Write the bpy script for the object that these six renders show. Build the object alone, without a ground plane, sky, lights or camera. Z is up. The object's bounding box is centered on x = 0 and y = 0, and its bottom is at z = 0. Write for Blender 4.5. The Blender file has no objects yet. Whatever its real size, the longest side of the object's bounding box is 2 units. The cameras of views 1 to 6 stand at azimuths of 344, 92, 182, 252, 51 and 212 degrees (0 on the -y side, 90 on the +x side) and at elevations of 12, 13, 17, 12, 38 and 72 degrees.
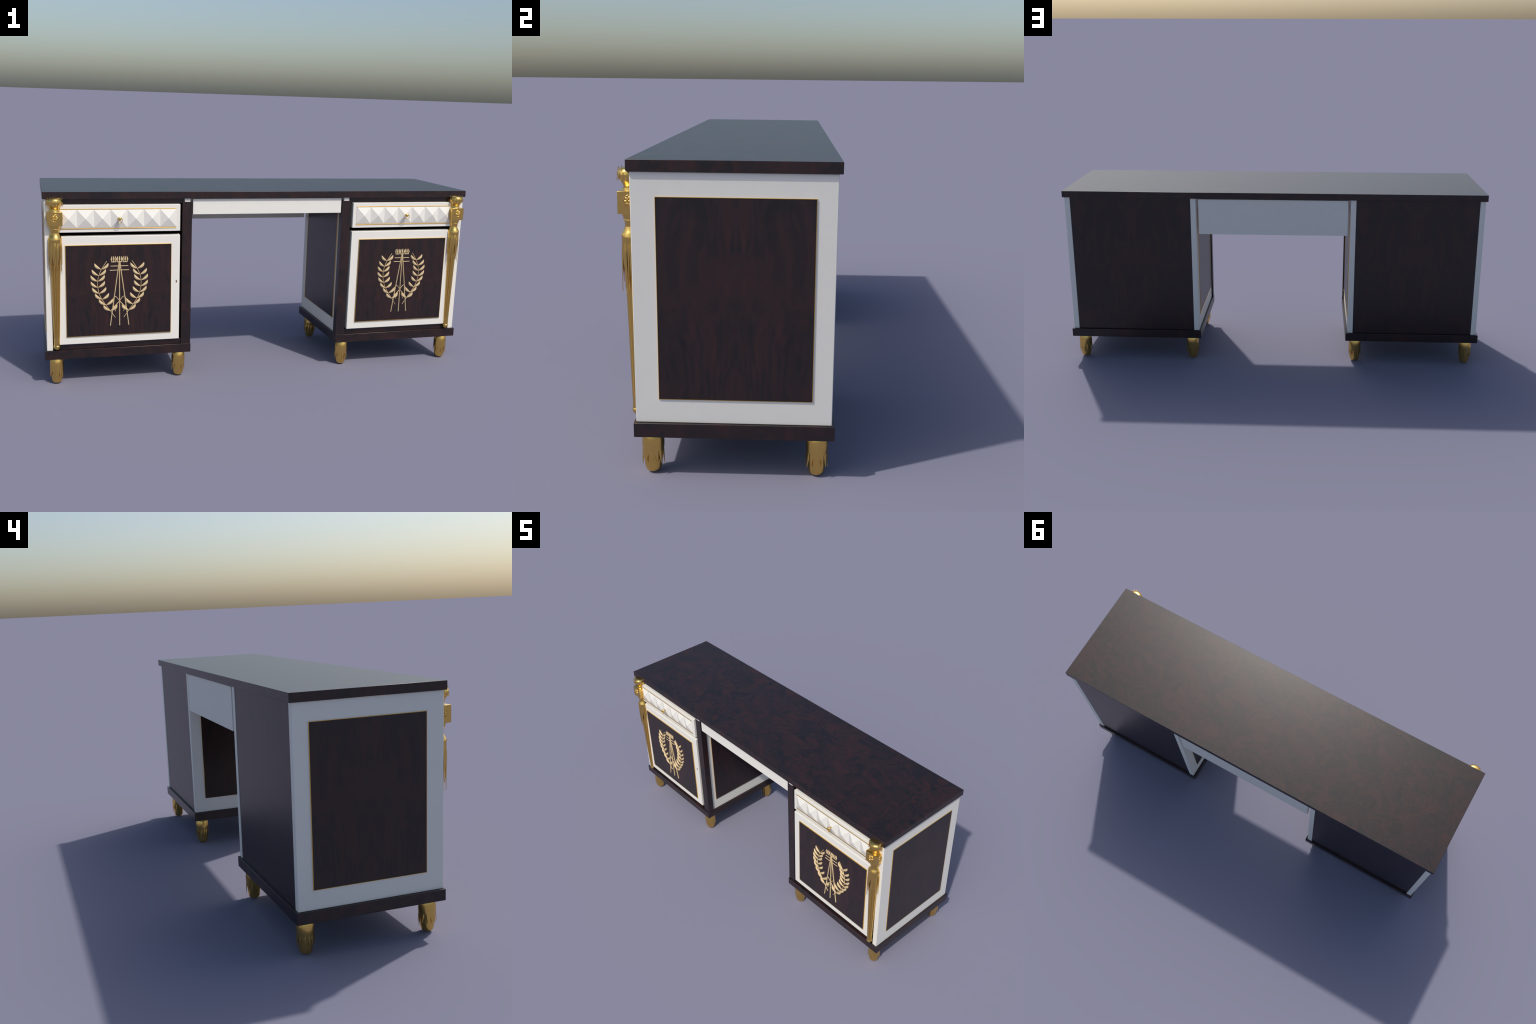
"""Neoclassical pedestal desk: dark burl wood, white lacquer frames, gilded columns, feet and wreaths."""
import bpy, bmesh, math, random
from mathutils import Vector, Matrix

# ------------------------------------------------------------------ sizes (metres)
SLAB = dict(x=0.9984, y0=-0.2532, y1=0.2855, z0=0.827, z1=0.8572)
PLINTH = dict(x0=0.3565, x1=1.0, y0=-0.2505, y1=0.2832, z0=0.119, z1=0.159)
PANEL_T = 0.0255                      # thickness of the white side boards
OUTER_X, INNER_X = 0.991, 0.3655      # their visible faces
BOARD_Y0, BOARD_Y1 = -0.2450, 0.2755
FRONT_Y = -0.2505                     # face of doors and drawers
DOOR_X0, DOOR_X1 = 0.411, 0.946
DOOR_XC = (DOOR_X0 + DOOR_X1) / 2
COLUMN_AXIS = (0.9485, -0.2480)
FEET_X, FEET_Y = (0.4055, 0.950), (-0.208, 0.239)

# ------------------------------------------------------------------ materials
def new_material(name):
    m = bpy.data.materials.new(name)
    m.use_nodes = True
    nt = m.node_tree
    return m, nt, nt.nodes, nt.links, nt.nodes["Principled BSDF"]

def ramp(nodes, stops):
    r = nodes.new("ShaderNodeValToRGB")
    els = r.color_ramp.elements
    els[0].position, els[0].color = stops[0][0], (*stops[0][1], 1)
    els[1].position, els[1].color = stops[-1][0], (*stops[-1][1], 1)
    for p, c in stops[1:-1]:
        e = els.new(p); e.color = (*c, 1)
    return r

WOOD_DARK = (0.0085, 0.0062, 0.0064)
WOOD_MID = (0.0190, 0.0088, 0.0080)
WOOD_RED = (0.040, 0.0120, 0.0095)

def wood_material(name, patch, ripple, stretch, bookmatch, spec, red=WOOD_RED):
    """Burl veneer: soft reddish clouds crossed by fine wavy figure; bookmatch mirrors it about the middle."""
    m, nt, N, L, bsdf = new_material(name)
    tc = N.new("ShaderNodeTexCoord")
    src = tc.outputs["Object"]
    if bookmatch:
        ab = N.new("ShaderNodeVectorMath"); ab.operation = "ABSOLUTE"
        sep = N.new("ShaderNodeSeparateXYZ"); L.new(src, ab.inputs[0])
        sep2 = N.new("ShaderNodeSeparateXYZ"); L.new(src, sep.inputs[0]); L.new(ab.outputs[0], sep2.inputs[0])
        comb = N.new("ShaderNodeCombineXYZ")
        across = N.new("ShaderNodeMath"); across.operation = "ADD"      # distance from the panel's centre line
        L.new(sep2.outputs[0], across.inputs[0]); L.new(sep2.outputs[1], across.inputs[1])
        L.new(across.outputs[0], comb.inputs[0]); L.new(sep.outputs[2], comb.inputs[2])
        src = comb.outputs[0]
    mp = N.new("ShaderNodeMapping"); mp.inputs["Scale"].default_value = stretch
    mp.inputs["Location"].default_value = (3.1, 1.7, 2.3)
    L.new(src, mp.inputs[0])
    # slow warp of the figure
    warp = N.new("ShaderNodeTexNoise"); warp.inputs["Scale"].default_value = patch * 0.8
    warp.inputs["Detail"].default_value = 2.0
    L.new(mp.outputs[0], warp.inputs["Vector"])
    sub = N.new("ShaderNodeVectorMath"); sub.operation = "MULTIPLY_ADD"
    L.new(warp.outputs["Color"], sub.inputs[0]); sub.inputs[1].default_value = (0.16, 0.16, 0.16)
    L.new(mp.outputs[0], sub.inputs[2])
    clouds = N.new("ShaderNodeTexNoise"); clouds.inputs["Scale"].default_value = patch
    clouds.inputs["Detail"].default_value = 6.0; clouds.inputs["Roughness"].default_value = 0.58
    clouds.inputs["Distortion"].default_value = 1.6
    L.new(sub.outputs[0], clouds.inputs["Vector"])
    waves = N.new("ShaderNodeTexWave"); waves.wave_type = "BANDS"; waves.bands_direction = "X"
    waves.inputs["Scale"].default_value = ripple; waves.inputs["Distortion"].default_value = 7.0 if bookmatch else 16.0
    waves.inputs["Detail"].default_value = 3.0; waves.inputs["Detail Scale"].default_value = 0.7
    L.new(sub.outputs[0], waves.inputs["Vector"])
    where = N.new("ShaderNodeTexNoise"); where.inputs["Scale"].default_value = patch * 0.7
    L.new(mp.outputs[0], where.inputs["Vector"])
    wm = N.new("ShaderNodeMapRange"); wm.inputs[1].default_value = 0.45; wm.inputs[2].default_value = 0.7
    wm.inputs[3].default_value = 0.03; wm.inputs[4].default_value = 0.19 if bookmatch else 0.17
    L.new(where.outputs["Fac"], wm.inputs[0])
    cen = N.new("ShaderNodeMath"); cen.operation = "SUBTRACT"; L.new(waves.outputs["Fac"], cen.inputs[0]); cen.inputs[1].default_value = 0.5
    mul = N.new("ShaderNodeMath"); mul.operation = "MULTIPLY"; L.new(cen.outputs[0], mul.inputs[0]); L.new(wm.outputs[0], mul.inputs[1])
    add = N.new("ShaderNodeMath"); add.operation = "ADD"; L.new(clouds.outputs["Fac"], add.inputs[0]); L.new(mul.outputs[0], add.inputs[1])
    cr = ramp(N, [(0.36, WOOD_DARK), (0.50, WOOD_MID), (0.74, red)])
    L.new(add.outputs[0], cr.inputs[0])
    L.new(cr.outputs[0], bsdf.inputs["Base Color"])
    bsdf.inputs["Roughness"].default_value = 0.30
    bsdf.inputs["Specular IOR Level"].default_value = spec
    return m

MAT_TOP = wood_material("burl_wood_top", 12.0, 12.0, (0.9, 1.15, 1), False, spec=0.55)
MAT_PANEL = wood_material("bookmatched_burl_panel", 9.0, 11.0, (1.25, 1.25, 0.55), True, spec=0.55, red=(0.035, 0.0118, 0.0092))
MAT_FRAME = wood_material("dark_wood_frame", 9.0, 7.0, (1, 1, 1), False, spec=0.55, red=(0.035, 0.0118, 0.0092))

def lacquer():
    m, nt, N, L, b = new_material("white_lacquer")
    tc = N.new("ShaderNodeTexCoord")
    n = N.new("ShaderNodeTexNoise"); n.inputs["Scale"].default_value = 30; n.inputs["Detail"].default_value = 3
    L.new(tc.outputs["Object"], n.inputs["Vector"])
    cr = ramp(N, [(0.3, (0.778, 0.752, 0.680)), (0.7, (0.792, 0.766, 0.692))])
    L.new(n.outputs["Fac"], cr.inputs[0]); L.new(cr.outputs[0], b.inputs["Base Color"])
    b.inputs["Roughness"].default_value = 0.5
    return m
MAT_WHITE = lacquer()

def gold(name, c0, c1, rough):
    m, nt, N, L, b = new_material(name)
    tc = N.new("ShaderNodeTexCoord")
    n = N.new("ShaderNodeTexNoise"); n.inputs["Scale"].default_value = 45; n.inputs["Detail"].default_value = 3
    L.new(tc.outputs["Object"], n.inputs["Vector"])
    cr = ramp(N, [(0.3, c0), (0.7, c1)])
    L.new(n.outputs["Fac"], cr.inputs[0]); L.new(cr.outputs[0], b.inputs["Base Color"])
    b.inputs["Metallic"].default_value = 1.0
    b.inputs["Roughness"].default_value = rough
    return m
MAT_GOLD = gold("polished_gold", (0.78, 0.512, 0.142), (0.81, 0.536, 0.160), 0.23)
MAT_TRIM = gold("gold_trim", (0.76, 0.485, 0.118), (0.80, 0.515, 0.135), 0.15)

def plain(name, col, rough, metal=0.0, scale=60):
    m, nt, N, L, b = new_material(name)
    tc = N.new("ShaderNodeTexCoord")
    n = N.new("ShaderNodeTexNoise"); n.inputs["Scale"].default_value = scale
    L.new(tc.outputs["Object"], n.inputs["Vector"])
    cr = ramp(N, [(0.3, tuple(c * 0.96 for c in col)), (0.7, tuple(min(1, c * 1.04) for c in col))])
    L.new(n.outputs["Fac"], cr.inputs[0]); L.new(cr.outputs[0], b.inputs["Base Color"])
    b.inputs["Roughness"].default_value = rough; b.inputs["Metallic"].default_value = metal
    return m
MAT_EMBLEM = plain("pale_gilt", (0.660, 0.500, 0.278), 0.55)
MAT_CAVITY_SHADOW = plain("painted_cavity_shadow", (0.004, 0.0035, 0.0035), 0.9)  # near-black base colour paints the darkness seen through the door and drawer gaps
MAT_BRASS = plain("keyhole_brass", (0.22, 0.12, 0.055), 0.45, 0.6)

# ------------------------------------------------------------------ object helpers
def link(ob, parent=None):
    bpy.context.scene.collection.objects.link(ob)
    if parent is not None:
        ob.parent = parent
        ob.matrix_parent_inverse = Matrix.Translation(-world_loc(parent))
    return ob

def world_loc(ob):
    return Vector(ob.get("at", (0.0, 0.0, 0.0)))

def put(name, mesh, at, parent):
    """All parts are unrotated and unscaled, so an object's world place is just `at`."""
    ob = bpy.data.objects.new(name, mesh)
    ob.location = at
    ob["at"] = tuple(at)
    return link(ob, parent)

def finish(bm, name, mat, smooth=35):
    bmesh.ops.recalc_face_normals(bm, faces=bm.faces)
    me = bpy.data.meshes.new(name)
    bm.to_mesh(me); bm.free()
    me.materials.append(mat)
    if smooth:
        me.shade_smooth()
        me.set_sharp_from_angle(angle=math.radians(smooth))
    return me

def box_mesh(name, size, mat, bevel=0.0012, segs=2):
    bm = bmesh.new()
    bmesh.ops.create_cube(bm, size=1.0)
    bmesh.ops.scale(bm, vec=size, verts=bm.verts)
    if bevel:
        bmesh.ops.bevel(bm, geom=list(bm.edges), offset=bevel, segments=segs, profile=0.5, affect="EDGES", clamp_overlap=True)
    me = finish(bm, name, mat, 0)
    if bevel:                       # smooth only the rounded edges, keep the broad faces flat
        for p in me.polygons:
            p.use_smooth = max(abs(c) for c in p.normal) < 0.999
    return me

def box(name, x, y, z, mat, parent, bevel=0.0012):
    x, y, z = sorted(x), sorted(y), sorted(z)
    c = [(a + b) / 2 for a, b in (x, y, z)]
    s = [b - a for a, b in (x, y, z)]
    return put(name, box_mesh(name, s, mat, bevel), c, parent)

def frame_mesh(name, w, h, band, depth, mat, axis):
    """Rectangular moulding: outer w x h, a rounded band, lying across `axis` (0 = x normal, 1 = y normal)."""
    bm = bmesh.new()
    prof = [(0, 0), (0, depth * 0.75), (band * 0.25, depth), (band * 0.75, depth), (band, depth * 0.7), (band, 0)]
    rings = []
    for sx, sz in ((-1, -1), (1, -1), (1, 1), (-1, 1)):
        ring = []
        for inset, hgt in prof:
            u, v = sx * (w / 2 - inset), sz * (h / 2 - inset)
            ring.append(bm.verts.new((hgt, u, v) if axis == 0 else (u, -hgt, v)))
        rings.append(ring)
    n = len(prof)
    for i in range(4):
        a, b = rings[i], rings[(i + 1) % 4]
        for k in range(n):
            bm.faces.new((a[k], a[(k + 1) % n], b[(k + 1) % n], b[k]))
    return finish(bm, name, mat, 30)

def lathe(bm, profile, segs, shape=None, centre=(0, 0)):
    """Turn a (radius, z) profile; shape(radius, z, angle) may carve flutes."""
    rings = []
    for r, z in profile:
        if r < 1e-6:
            rings.append([bm.verts.new((centre[0], centre[1], z))])
            continue
        ring = []
        for i in range(segs):
            a = 2 * math.pi * i / segs
            rr = shape(r, z, a) if shape else r
            ring.append(bm.verts.new((centre[0] + rr * math.cos(a), centre[1] + rr * math.sin(a), z)))
        rings.append(ring)
    for p, q in zip(rings, rings[1:]):
        for i in range(segs):
            j = (i + 1) % segs
            if len(p) == 1 and len(q) == 1: continue
            if len(p) == 1: bm.faces.new((p[0], q[i], q[j]))
            elif len(q) == 1: bm.faces.new((p[i], p[j], q[0]))
            else: bm.faces.new((p[i], p[j], q[j], q[i]))
    for end in (rings[0], rings[-1]):
        if len(end) > 1: bm.faces.new(end)

def smooth_profile(pts, n):
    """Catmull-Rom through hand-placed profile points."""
    out = []
    P = [pts[0]] + list(pts) + [pts[-1]]
    for i in range(1, len(P) - 2):
        for k in range(n):
            t = k / n
            out.append(tuple(0.5 * ((2 * P[i][c]) + (-P[i-1][c] + P[i+1][c]) * t + (2*P[i-1][c] - 5*P[i][c] + 4*P[i+1][c] - P[i+2][c]) * t*t
                                    + (-P[i-1][c] + 3*P[i][c] - 3*P[i+1][c] + P[i+2][c]) * t**3) for c in range(len(pts[0]))))
    out.append(tuple(pts[-1]))
    return out

def strand(bm, path, thick):
    """Pointed leaf wrapped round a vertical axis. path: list of (angle, radius, z, half_width)."""
    rings = []
    for k, (a, r, z, w) in enumerate(path):
        t = k / (len(path) - 1)
        h = thick * (1 - 0.55 * t)
        da = w / r
        ring = []
        for off, rise in ((-1, -0.9), (-0.62, 0.45), (0, 1.0), (0.62, 0.45), (1, -0.9), (0, -1.4)):
            aa, rr = a + off * da, r + rise * h
            ring.append(bm.verts.new((rr * math.cos(aa), rr * math.sin(aa), z)))
        rings.append(ring)
    for p, q in zip(rings, rings[1:]):
        for i in range(6):
            bm.faces.new((p[i], p[(i + 1) % 6], q[(i + 1) % 6], q[i]))
    bm.faces.new(rings[0]); bm.faces.new(rings[-1])

def relief_tube(bm, pts, radii, flat=0.8, sides=8):
    """Rod or ribbon lying on the x-z plane, raised towards -y."""
    n = len(pts)
    rings = []
    for i, (x, z) in enumerate(pts):
        a, b = pts[max(0, i - 1)], pts[min(n - 1, i + 1)]
        d = Vector((b[0] - a[0], b[1] - a[1])).normalized()
        nx, nz = -d.y, d.x
        r = radii[i] if isinstance(radii, (list, tuple)) else radii
        ring = []
        for k in range(sides):
            th = 2 * math.pi * k / sides
            ring.append(bm.verts.new((x + nx * r * math.cos(th), -r * flat * math.sin(th), z + nz * r * math.cos(th))))
        rings.append(ring)
    for p, q in zip(rings, rings[1:]):
        for k in range(sides):
            bm.faces.new((p[k], p[(k + 1) % sides], q[(k + 1) % sides], q[k]))
    bm.faces.new(rings[0]); bm.faces.new(rings[-1])

def relief_outline(bm, outline, centre, height):
    """Domed plaque: outline in x-z pulled up to a rounded ridge at `centre`."""
    levels = [(1.0, 0.0005), (0.97, -height * 0.35), (0.72, -height * 0.78), (0.38, -height)]
    rings = []
    for s, y in levels:
        rings.append([bm.verts.new((centre[0] + (x - centre[0]) * s, y, centre[1] + (z - centre[1]) * s)) for x, z in outline])
    n = len(outline)
    for p, q in zip(rings, rings[1:]):
        for k in range(n):
            bm.faces.new((p[k], p[(k + 1) % n], q[(k + 1) % n], q[k]))
    tip = bm.verts.new((centre[0], -height * 1.03, centre[1]))
    for k in range(n):
        bm.faces.new((rings[-1][k], rings[-1][(k + 1) % n], tip))
    bm.faces.new(rings[0])

# ------------------------------------------------------------------ the desk
desk = bpy.data.objects.new("pedestal_desk", None)
desk["label"] = "dark burl wood desk with white frames and gold columns"
desk["category"] = "desk"
link(desk)

box("tabletop", (-SLAB["x"], SLAB["x"]), (SLAB["y0"], SLAB["y1"]), (SLAB["z0"], SLAB["z1"]), MAT_TOP, desk, 0.001)

def inlay(parent, centre, w, h, axis, sign, rise, band):
    """Wood veneer field inside a thin gold moulding, set on a board face."""
    fm = frame_mesh("gold_moulding", w, h, band, rise + 0.0006, MAT_TRIM, axis)
    if axis == 0 and sign < 0:
        for v in fm.vertices: v.co.x = -v.co.x
        fm.flip_normals()
    put("gold_moulding", fm, centre, parent)
    t = rise
    s = (t, w - 2 * band, h - 2 * band) if axis == 0 else (w - 2 * band, t, h - 2 * band)
    c = Vector(centre)
    c[axis] += (sign if axis == 0 else -1) * (t / 2 - 0.0004)
    put("burl_inlay", box_mesh("burl_inlay", s, MAT_PANEL, 0.0004, 1), c, parent)

# plinths, boards, posts, backs
for side in (-1, 1):
    P = PLINTH
    box("plinth", (side * P["x0"], side * P["x1"]), (P["y0"], P["y1"]), (P["z0"], P["z1"]), MAT_FRAME, desk, 0.001)
    z0, z1 = P["z1"] + 0.0003, SLAB["z0"] - 0.0003
    outer = box("side_board", (side * (OUTER_X - PANEL_T), side * OUTER_X), (BOARD_Y0, BOARD_Y1), (z0, z1), MAT_WHITE, desk, 0.0015)
    inlay(outer, (side * OUTER_X, 0.0202, 0.4950), 0.4055, 0.5395, 0, side, 0.0022, 0.0019)
    inner = box("side_board", (side * INNER_X, side * (INNER_X + PANEL_T)), (BOARD_Y0 + 0.0004, BOARD_Y1 + 0.0005), (z0, z1), MAT_WHITE, desk, 0.0015)
    inlay(inner, (side * INNER_X, 0.0220, 0.4950), 0.4055, 0.5395, 0, -side, 0.0022, 0.0019)
    box("corner_post", (side * 0.3575, side * 0.4005), (-0.2455, -0.2105), (z0, 0.8115), MAT_FRAME, desk, 0.0008)
    xa, xb = side * (INNER_X + PANEL_T), side * (OUTER_X - PANEL_T)
    box("back_board", (xa, xb), (0.2555, 0.2740), (z0, z1), MAT_PANEL, desk, 0.0008)
    for xi in (xa, xb):                                # thin dark lining, added boards that black out the cavity's shadow
        box("shadow_lining", (xi, xi + (0.002 if xi == min(xa, xb) else -0.002)), (-0.236, 0.2550), (z0 + 0.001, z1 - 0.001), MAT_CAVITY_SHADOW, desk, 0)
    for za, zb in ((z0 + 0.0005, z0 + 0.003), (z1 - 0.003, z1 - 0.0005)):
        box("shadow_lining", (side * (INNER_X + PANEL_T + 0.003), side * (OUTER_X - PANEL_T - 0.003)), (-0.195, 0.2548), (za, zb), MAT_CAVITY_SHADOW, desk, 0)
    box("shadow_lining", (side * (INNER_X + PANEL_T + 0.003), side * (OUTER_X - PANEL_T - 0.003)), (0.2530, 0.2552), (z0 + 0.004, z1 - 0.004), MAT_CAVITY_SHADOW, desk, 0)
    box("top_rail", (xa, xb), (-0.2360, -0.1955), (0.8040, z1), MAT_FRAME, desk, 0.0006)
    box("bottom_rail", (side * 0.4000, xb), (-0.2380, -0.1955), (z0, 0.1830), MAT_FRAME, desk, 0.0006)

# knee-hole aprons
box("apron", (-0.3528, 0.3528), (-0.2415, -0.2235), (0.7540, 0.8240), MAT_WHITE, desk, 0.0012)
box("apron", (-0.3528, 0.3528), (0.2590, 0.2772), (0.6535, 0.8235), MAT_WHITE, desk, 0.0012)

# ------------------------------------------------------------------ doors with the wreath emblem
DOOR_Z = (0.1855, 0.6655)
FIELD_Z = (0.2195, 0.6275)
FIELD_W = 0.4580
EMB_Y = FRONT_Y - 0.0042              # the face the emblem lies on

def leaf_outline(length, belly, n=9):
    """Half lens: straight upper edge from base (0,0) to tip (length,0), rounded belly below."""
    pts = [(length * k / n, 0.0) for k in range(n)]
    pts += [(length * (1 - k / n), -belly * (math.sin(math.pi * (k / n) ** 0.85)) ** 0.8) for k in range(n)]
    return pts

def leaf_mesh(name, direction):
    """A wreath leaf rising at 45 degrees to the left (-1) or the right (+1)."""
    L_, B_ = 0.0418, 0.0125
    c, s = math.cos(math.radians(44)), math.sin(math.radians(44))
    out = []
    for u, v in leaf_outline(L_, B_):
        x, z = u * c - v * s, u * s + v * c
        out.append((direction * x, z))
    cu, cv = L_ * 0.56, -B_ * 0.42
    bm = bmesh.new()
    relief_outline(bm, out, (direction * (cu * c - cv * s), cu * s + cv * c), 0.0062)
    bmesh.ops.remove_doubles(bm, verts=bm.verts, dist=1e-5)
    return finish(bm, name, MAT_EMBLEM, 60)

STEM = [(0.0545, 0.5555), (0.0776, 0.5190), (0.0889, 0.4918), (0.0940, 0.4660), (0.0935, 0.4386),
        (0.0881, 0.4115), (0.0763, 0.3845), (0.0595, 0.3583), (0.0402, 0.3314), (0.0188, 0.3004)]
LEAF_L, LEAF_R = leaf_mesh("wreath_leaf", -1), leaf_mesh("wreath_leaf", 1)

def stem_mesh(sgn):
    bm = bmesh.new()
    pts = [(sgn * x, z) for x, z in smooth_profile(STEM, 5)]
    relief_tube(bm, pts, 0.0013, 2.2)
    return finish(bm, "wreath_stem", MAT_EMBLEM, 50)
STEMS = {s: stem_mesh(s) for s in (-1, 1)}

def staff_mesh(x_top, x_bot):
    bm = bmesh.new()
    relief_tube(bm, [(x_top, 0.550), ((x_top + x_bot) / 2, 0.407), (x_bot, 0.2642)], 0.0024, 1.7, 10)
    return finish(bm, "staff", MAT_EMBLEM, 50)
STAFFS = [staff_mesh(0, 0), staff_mesh(-0.0018, -0.0406), staff_mesh(0.0018, 0.0404)]

def bar_mesh(half, z):
    bm = bmesh.new()
    relief_tube(bm, [(-half, z), (0, z), (half, z)], 0.0016, 1.0)
    return finish(bm, "cross_bar", MAT_EMBLEM, 50)
BARS = [bar_mesh(0.0380, 0.5326), bar_mesh(0.0420, 0.5141), ]

def ribbon_mesh():
    bm = bmesh.new()
    for s in (-1, 1):
        loop = smooth_profile([(0, 0.3745), (0.0085, 0.3870), (0.0165, 0.3950), (0.0232, 0.3948), (0.0280, 0.3820), (0.0278, 0.3640), (0.0235, 0.3430), (0.0171, 0.3290)], 5)
        relief_tube(bm, [(s * x, z) for x, z in loop], 0.0014, 1.5)
        relief_tube(bm, [(0, 0.3750), (s * 0.010, 0.3640), (s * 0.021, 0.3510), (s * 0.0375, 0.3330)], [0.0012, 0.0019, 0.0024, 0.0014], 1.6)
    return finish(bm, "ribbon", MAT_EMBLEM, 50)
RIBBON = ribbon_mesh()

def flame_mesh():
    """Three-pointed palmette: a spear between two outward-bellied points on a short bar."""
    bm = bmesh.new()
    z0 = 0.5515
    relief_outline(bm, [(-0.0016, z0), (0.0016, z0), (0.0023, z0 + 0.006), (0.0043, z0 + 0.011), (0.0034, z0 + 0.0155), (0.0020, z0 + 0.021), (0.0006, z0 + 0.025), (-0.0006, z0 + 0.025), (-0.0020, z0 + 0.021), (-0.0034, z0 + 0.0155), (-0.0043, z0 + 0.011), (-0.0023, z0 + 0.006)], (0, z0 + 0.011), 0.003)
    for s in (-1, 1):
        out = [(0.0068, z0), (0.0098, z0 - 0.0005), (0.0120, z0 + 0.006), (0.0139, z0 + 0.011), (0.0115, z0 + 0.017), (0.0082, z0 + 0.0245), (0.0066, z0 + 0.0252), (0.0066, z0 + 0.018), (0.0070, z0 + 0.011), (0.0066, z0 + 0.005)]
        relief_outline(bm, [(s * x, z) for x, z in out], (s * 0.0098, z0 + 0.011), 0.003)
    relief_tube(bm, [(-0.0108, z0), (0, z0), (0.0108, z0)], 0.0017, 1.0)
    for x in (-0.0068, 0, 0.0068):
        relief_tube(bm, [(x, z0), (x, z0 - 0.0022), (x, z0 - 0.0042)], [0.0015, 0.0012, 0.0004], 1.0, 6)
    return finish(bm, "palmette", MAT_EMBLEM, 50)
FLAME = flame_mesh()

DOOR_MESH = box_mesh("door", (DOOR_X1 - DOOR_X0, 0.034, DOOR_Z[1] - DOOR_Z[0]), MAT_WHITE, 0.002, 3)
KEY_BM = bmesh.new()
relief_outline(KEY_BM, [(0.0030 * math.cos(t * math.pi / 8), 0.0066 * math.sin(t * math.pi / 8)) for t in range(16)], (0, 0), 0.0016)
KEY_MESH = finish(KEY_BM, "keyhole", MAT_BRASS, 50)

for side in (-1, 1):
    cx = side * DOOR_XC
    door = put("door", DOOR_MESH, (cx, FRONT_Y + 0.017, sum(DOOR_Z) / 2), desk)
    inlay(door, (cx, FRONT_Y, sum(FIELD_Z) / 2), FIELD_W, FIELD_Z[1] - FIELD_Z[0], 1, 1, 0.0040, 0.0029)
    put("keyhole", KEY_MESH, (cx + 0.2528, FRONT_Y, 0.4541), door)
    at = (cx, EMB_Y + 0.0004, 0)
    for me in STAFFS: put("staff", me, at, door)
    for me in BARS: put("cross_bar", me, at, door)
    put("ribbon", RIBBON, at, door)
    for dx in (-0.0247, 0, 0.0247):
        put("palmette", FLAME, (cx + dx, at[1], 0), door)
    for s in (-1, 1):
        put("wreath_stem", STEMS[s], at, door)
        for x, z in STEM[1:9]:
            put("wreath_leaf", LEAF_L, (cx + s * x, at[1], z), door)
            put("wreath_leaf", LEAF_R, (cx + s * x, at[1], z), door)

# ------------------------------------------------------------------ drawers
DRAWER_Z = (0.6828, 0.8015)
STUD_W, STUD_Z = 0.0712, (0.7030, 0.7812)
def stud_mesh():
    """Four-sided pyramid on a thin square base, pointing to -y."""
    bm = bmesh.new()
    w, h, base, apex = STUD_W / 2, (STUD_Z[1] - STUD_Z[0]) / 2, 0.0015, 0.0140
    back = [bm.verts.new((x, 0.0005, z)) for x, z in ((-w, -h), (w, -h), (w, h), (-w, h))]
    rim = [bm.verts.new((x, -base, z)) for x, z in ((-w, -h), (w, -h), (w, h), (-w, h))]
    top = bm.verts.new((0, -apex, 0))
    bm.faces.new(back)
    for k in range(4):
        bm.faces.new((back[k], back[(k + 1) % 4], rim[(k + 1) % 4], rim[k]))
        bm.faces.new((rim[k], rim[(k + 1) % 4], top))
    return finish(bm, "pyramid_stud", MAT_WHITE, 0)
STUD = stud_mesh()

def ring_pull_meshes():
    bm = bmesh.new()                                   # knob: turned along -y
    lathe(bm, smooth_profile([(0.0045, 0.0), (0.0035, 0.004), (0.0038, 0.008), (0.0068, 0.011), (0.0074, 0.0145), (0.0050, 0.018), (0.0, 0.019)], 4), 24)
    bmesh.ops.rotate(bm, cent=(0, 0, 0), matrix=Matrix.Rotation(math.radians(90), 3, "X"), verts=bm.verts)
    knob = finish(bm, "knob", MAT_GOLD, 40)
    bm = bmesh.new()
    R_, r_, n, m = 0.0112, 0.0013, 40, 10
    vs = [[bm.verts.new(((R_ + r_ * math.cos(b)) * math.cos(a), r_ * math.sin(b), (R_ + r_ * math.cos(b)) * math.sin(a)))
           for b in (2 * math.pi * j / m for j in range(m))] for a in (2 * math.pi * i / n for i in range(n))]
    for i in range(n):
        for j in range(m):
            bm.faces.new((vs[i][j], vs[(i + 1) % n][j], vs[(i + 1) % n][(j + 1) % m], vs[i][(j + 1) % m]))
    return knob, finish(bm, "pull_ring", MAT_GOLD, 60)
KNOB, RING = ring_pull_meshes()
DRAWER_MESH = box_mesh("drawer", (DOOR_X1 - DOOR_X0, 0.034, DRAWER_Z[1] - DRAWER_Z[0]), MAT_WHITE, 0.002, 3)
def strip_mesh():
    bm = bmesh.new()
    half = STUD_W * 3.5 + 0.0005
    relief_tube(bm, [(-half, 0), (0, 0), (half, 0)], 0.0019, 1.2, 16)
    return finish(bm, "gold_strip", MAT_TRIM, 50)
STRIP = strip_mesh()
STUD_ZC = sum(STUD_Z) / 2
for side in (-1, 1):
    cx = side * DOOR_XC
    drawer = put("drawer", DRAWER_MESH, (cx, FRONT_Y + 0.017, sum(DRAWER_Z) / 2), desk)
    for k in range(7):
        put("pyramid_stud", STUD, (cx + (k - 3) * STUD_W, FRONT_Y, STUD_ZC), drawer)
    for z in (0.7832, 0.6988):
        put("gold_strip", STRIP, (cx, FRONT_Y - 0.0006, z), drawer)
    put("knob", KNOB, (cx, FRONT_Y - 0.0125, STUD_ZC + 0.0015), drawer)
    put("pull_ring", RING, (cx, FRONT_Y - 0.0275, STUD_ZC - 0.0045), drawer)

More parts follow.
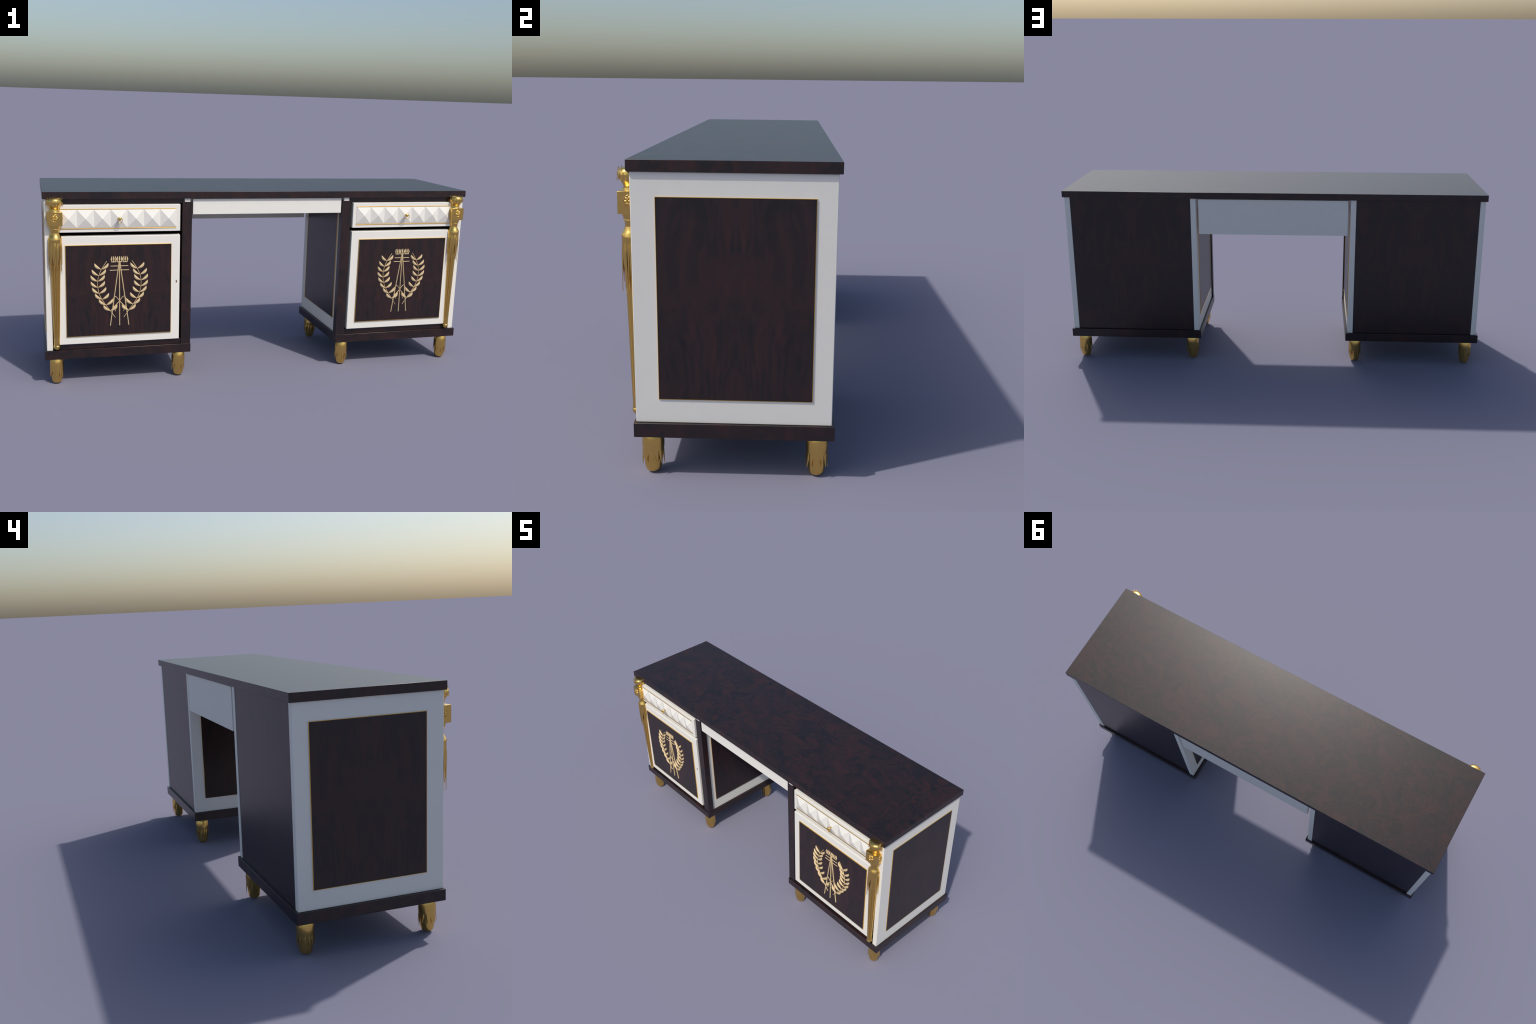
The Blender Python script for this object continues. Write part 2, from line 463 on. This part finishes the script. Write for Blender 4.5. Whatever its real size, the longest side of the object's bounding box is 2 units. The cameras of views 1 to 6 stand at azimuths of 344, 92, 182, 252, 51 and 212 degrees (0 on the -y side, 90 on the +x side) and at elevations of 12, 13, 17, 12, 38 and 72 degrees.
# ------------------------------------------------------------------ gilded columns
def capital_mesh(seed):
    """Cup of overlapping leaves whose points curl out, on a waisted neck."""
    rnd = random.Random(seed)
    bm = bmesh.new()
    prof = smooth_profile([(0.0, 0.8345), (0.0140, 0.8343), (0.0220, 0.8334), (0.0288, 0.8308), (0.0332, 0.8260), (0.0352, 0.8195), (0.0350, 0.8125), (0.0310, 0.8035), (0.0255, 0.7950), (0.0218, 0.7885), (0.0206, 0.7835), (0.0222, 0.7755), (0.0232, 0.7740)], 5)
    lathe(bm, prof, 96, lambda r, z, a: r - (0.0009 * max(0, math.cos(16 * a)) ** 3 if 0.803 < z < 0.820 else 0))
    for k in range(16):
        a = 2 * math.pi * (k + 0.5) / 16
        w, j = 0.0060, rnd.uniform(-0.0018, 0.0018)
        strand(bm, [(a, 0.0338, 0.8230, w), (a, 0.0348, 0.8190, w), (a, 0.0354, 0.8155, w), (a, 0.0350, 0.8115, w * 0.85), (a, 0.0356, 0.8060 + j, w * 0.5), (a, 0.0366, 0.8010 + j, 0.0004)], 0.0009)
        strand(bm, [(a, 0.0330, 0.8230, 0.0014), (a, 0.0334, 0.8300, 0.0012), (a, 0.0336, 0.8358, 0.0004)], 0.0006)
    return finish(bm, "capital", MAT_GOLD, 50)

def shaft_mesh():
    """Bell under the block, waist, shoulder and a tapering fluted shaft ending in a plain knop."""
    bm = bmesh.new()
    top = smooth_profile([(0.0270, 0.7185), (0.0268, 0.7130), (0.0232, 0.7040)], 4)
    ring = smooth_profile([(0.0226, 0.7012), (0.0232, 0.6995), (0.0224, 0.6978), (0.0205, 0.6960)], 3)
    waist = smooth_profile([(0.0198, 0.6880), (0.0196, 0.6820), (0.0222, 0.6740), (0.0262, 0.6660), (0.0288, 0.6580), (0.0288, 0.6480), (0.0258, 0.6250), (0.0226, 0.5800), (0.0209, 0.5250)], 5)
    taper = [(0.0208 + (0.0134 - 0.0208) * t / 24, 0.522 + (0.219 - 0.522) * t / 24) for t in range(25)]
    knop = smooth_profile([(0.0133, 0.2150), (0.0130, 0.2080), (0.0131, 0.1900), (0.0134, 0.1840), (0.0147, 0.1815), (0.0147, 0.1785), (0.0130, 0.1720), (0.0090, 0.1660), (0.0, 0.1632)], 4)
    def flute(r, z, a):
        d = 0.0
        if 0.214 < z < 0.56:
            fade = min(1.0, (z - 0.214) / 0.004) * min(1.0, (0.56 - z) / 0.04)
            d = 0.0026 * fade * (r / 0.018) * max(0.0, math.cos(12 * a)) ** 3
        return r - d
    lathe(bm, top + ring + waist + taper + knop, 144, flute)
    return finish(bm, "shaft", MAT_GOLD, 50)

def fringe_mesh(seed):
    """Long pointed leaves hanging from the shoulder, slightly swirled, of uneven length."""
    rnd = random.Random(seed)
    bm = bmesh.new()
    n = 11
    for k in range(n):
        a0 = 2 * math.pi * (k + rnd.uniform(-0.15, 0.15)) / n
        end = rnd.uniform(0.487, 0.545)
        sway = rnd.uniform(-0.45, 0.10)
        flare = rnd.uniform(-0.0004, 0.0034)
        wide = rnd.uniform(0.0062, 0.0078)
        path = []
        for i in range(15):
            t = i / 14
            z = 0.655 + (end - 0.655) * t
            r = 0.0284 + 0.0016 * min(1, t / 0.3) - 0.0022 * t + flare * t * t
            if t < 0.25: r = 0.0258 + 0.0138 * t
            a = a0 + sway * t * t + 0.05 * math.sin(5 * t + k)
            w = wide * (1 - max(0, (t - 0.25) / 0.75) ** 1.4) + 0.0003
            path.append((a, r, z, w))
        strand(bm, path, 0.0016)
        # second, thinner point under the gap
        a1 = a0 + math.pi / n
        end2 = rnd.uniform(0.500, 0.575)
        path = [(a1 + 0.10 * sway * (i / 9), 0.0276 - 0.0020 * (i / 9), 0.650 + (end2 - 0.650) * i / 9, 0.0036 * (1 - (i / 9) ** 1.6) + 0.0003) for i in range(10)]
        strand(bm, path, 0.0013)
        bmesh.ops.create_uvsphere(bm, u_segments=8, v_segments=6, radius=0.0013, matrix=Matrix.Translation((0.0290 * math.cos(a0), 0.0290 * math.sin(a0), 0.661)))
    return finish(bm, "leaf_fringe", MAT_GOLD, 50)

def rosette_mesh():
    """Eight petals with a button inside a thin round rim, facing -y."""
    bm = bmesh.new()
    R_, r_ = 0.0160, 0.0009
    n, m = 40, 8
    vs = [[bm.verts.new(((R_ + r_ * math.cos(b)) * math.cos(a), -0.0004 + r_ * math.sin(b), (R_ + r_ * math.cos(b)) * math.sin(a)))
           for b in (2 * math.pi * j / m for j in range(m))] for a in (2 * math.pi * i / n for i in range(n))]
    for i in range(n):
        for j in range(m):
            bm.faces.new((vs[i][j], vs[(i + 1) % n][j], vs[(i + 1) % n][(j + 1) % m], vs[i][(j + 1) % m]))
    for k in range(8):
        a = 2 * math.pi * k / 8
        mat = Matrix.Rotation(a, 4, "Y") @ Matrix.Translation((0.0093, -0.0008, 0)) @ Matrix.Rotation(0.28, 4, "Z") @ Matrix.Diagonal((0.0060, 0.0030, 0.0033, 1))
        bmesh.ops.create_uvsphere(bm, u_segments=12, v_segments=8, radius=1.0, matrix=mat)
    bmesh.ops.create_uvsphere(bm, u_segments=14, v_segments=10, radius=1.0, matrix=Matrix.Translation((0, -0.001, 0)) @ Matrix.Diagonal((0.0040, 0.0036, 0.0040, 1)))
    return finish(bm, "rosette", MAT_GOLD, 60)

def turned_copy(mesh, degrees):
    me = mesh.copy()
    me.transform(Matrix.Rotation(math.radians(degrees), 4, "Z"))
    return me

BLOCK_Z = (0.7172, 0.7752)
BLOCK_H = 0.0312
SHAFT, CAPITAL, FRINGE, ROSETTE = shaft_mesh(), capital_mesh(5), fringe_mesh(11), rosette_mesh()
ROSETTE_OUT, ROSETTE_IN = turned_copy(ROSETTE, 90), turned_copy(ROSETTE, -90)
BLOCK = box_mesh("block", (2 * BLOCK_H, 2 * BLOCK_H, BLOCK_Z[1] - BLOCK_Z[0]), MAT_GOLD, 0.0006, 2)
for side in (-1, 1):
    ax, ay = side * COLUMN_AXIS[0], COLUMN_AXIS[1]
    column = put("column", SHAFT, (ax, ay, 0), desk)
    put("capital", CAPITAL, (ax, ay, 0), column)
    fr = put("leaf_fringe", FRINGE, (ax, ay, 0), column); fr["kind"] = "stuff"
    zc = sum(BLOCK_Z) / 2
    put("block", BLOCK, (ax, ay, zc), column)
    put("rosette", ROSETTE, (ax, ay - BLOCK_H, zc + 0.004), column)
    put("rosette", ROSETTE_OUT, (ax + BLOCK_H, ay, zc + 0.004), column)
    put("rosette", ROSETTE_IN, (ax - BLOCK_H, ay, zc + 0.004), column)

# ------------------------------------------------------------------ gilded feet
def foot_meshes(seed):
    rnd = random.Random(seed)
    bm = bmesh.new()
    prof = smooth_profile([(0.0256, 0.1188), (0.0252, 0.1155), (0.0261, 0.1115), (0.0280, 0.1050), (0.0297, 0.0945), (0.0304, 0.0810), (0.0292, 0.0640), (0.0262, 0.0470), (0.0244, 0.0300), (0.0226, 0.0140), (0.0188, 0.0048), (0.0115, 0.0008), (0.0, 0.0)], 5)
    lathe(bm, prof, 64)
    core = finish(bm, "foot", MAT_GOLD, 50)
    bm = bmesh.new()
    n = 12
    for k in range(n):
        a0 = 2 * math.pi * (k + rnd.uniform(-0.2, 0.2)) / n
        end = rnd.uniform(0.020, 0.042)
        sway = rnd.uniform(-0.12, 0.12)
        wide = rnd.uniform(0.0056, 0.0074)
        path = []
        for i in range(11):
            t = i / 10
            z = 0.0860 + (end - 0.0860) * t
            r = 0.0280 + 0.0026 * t
            w = wide * (1 - max(0, (t - 0.45) / 0.55) ** 1.3) + 0.0003
            path.append((a0 + sway * t * t, r, z, w))
        strand(bm, path, 0.0015)
    return core, finish(bm, "foot_fringe", MAT_GOLD, 50)
FOOT, FOOT_FRINGE = foot_meshes(23)
for side in (-1, 1):
    for fx in FEET_X:
        for fy in FEET_Y:
            foot = put("foot", FOOT, (side * fx, fy, 0), desk)
            ff = put("foot_fringe", FOOT_FRINGE, (side * fx, fy, 0), foot); ff["kind"] = "stuff"

for ob in bpy.data.objects:                            # helper note no longer needed
    if "at" in ob: del ob["at"]
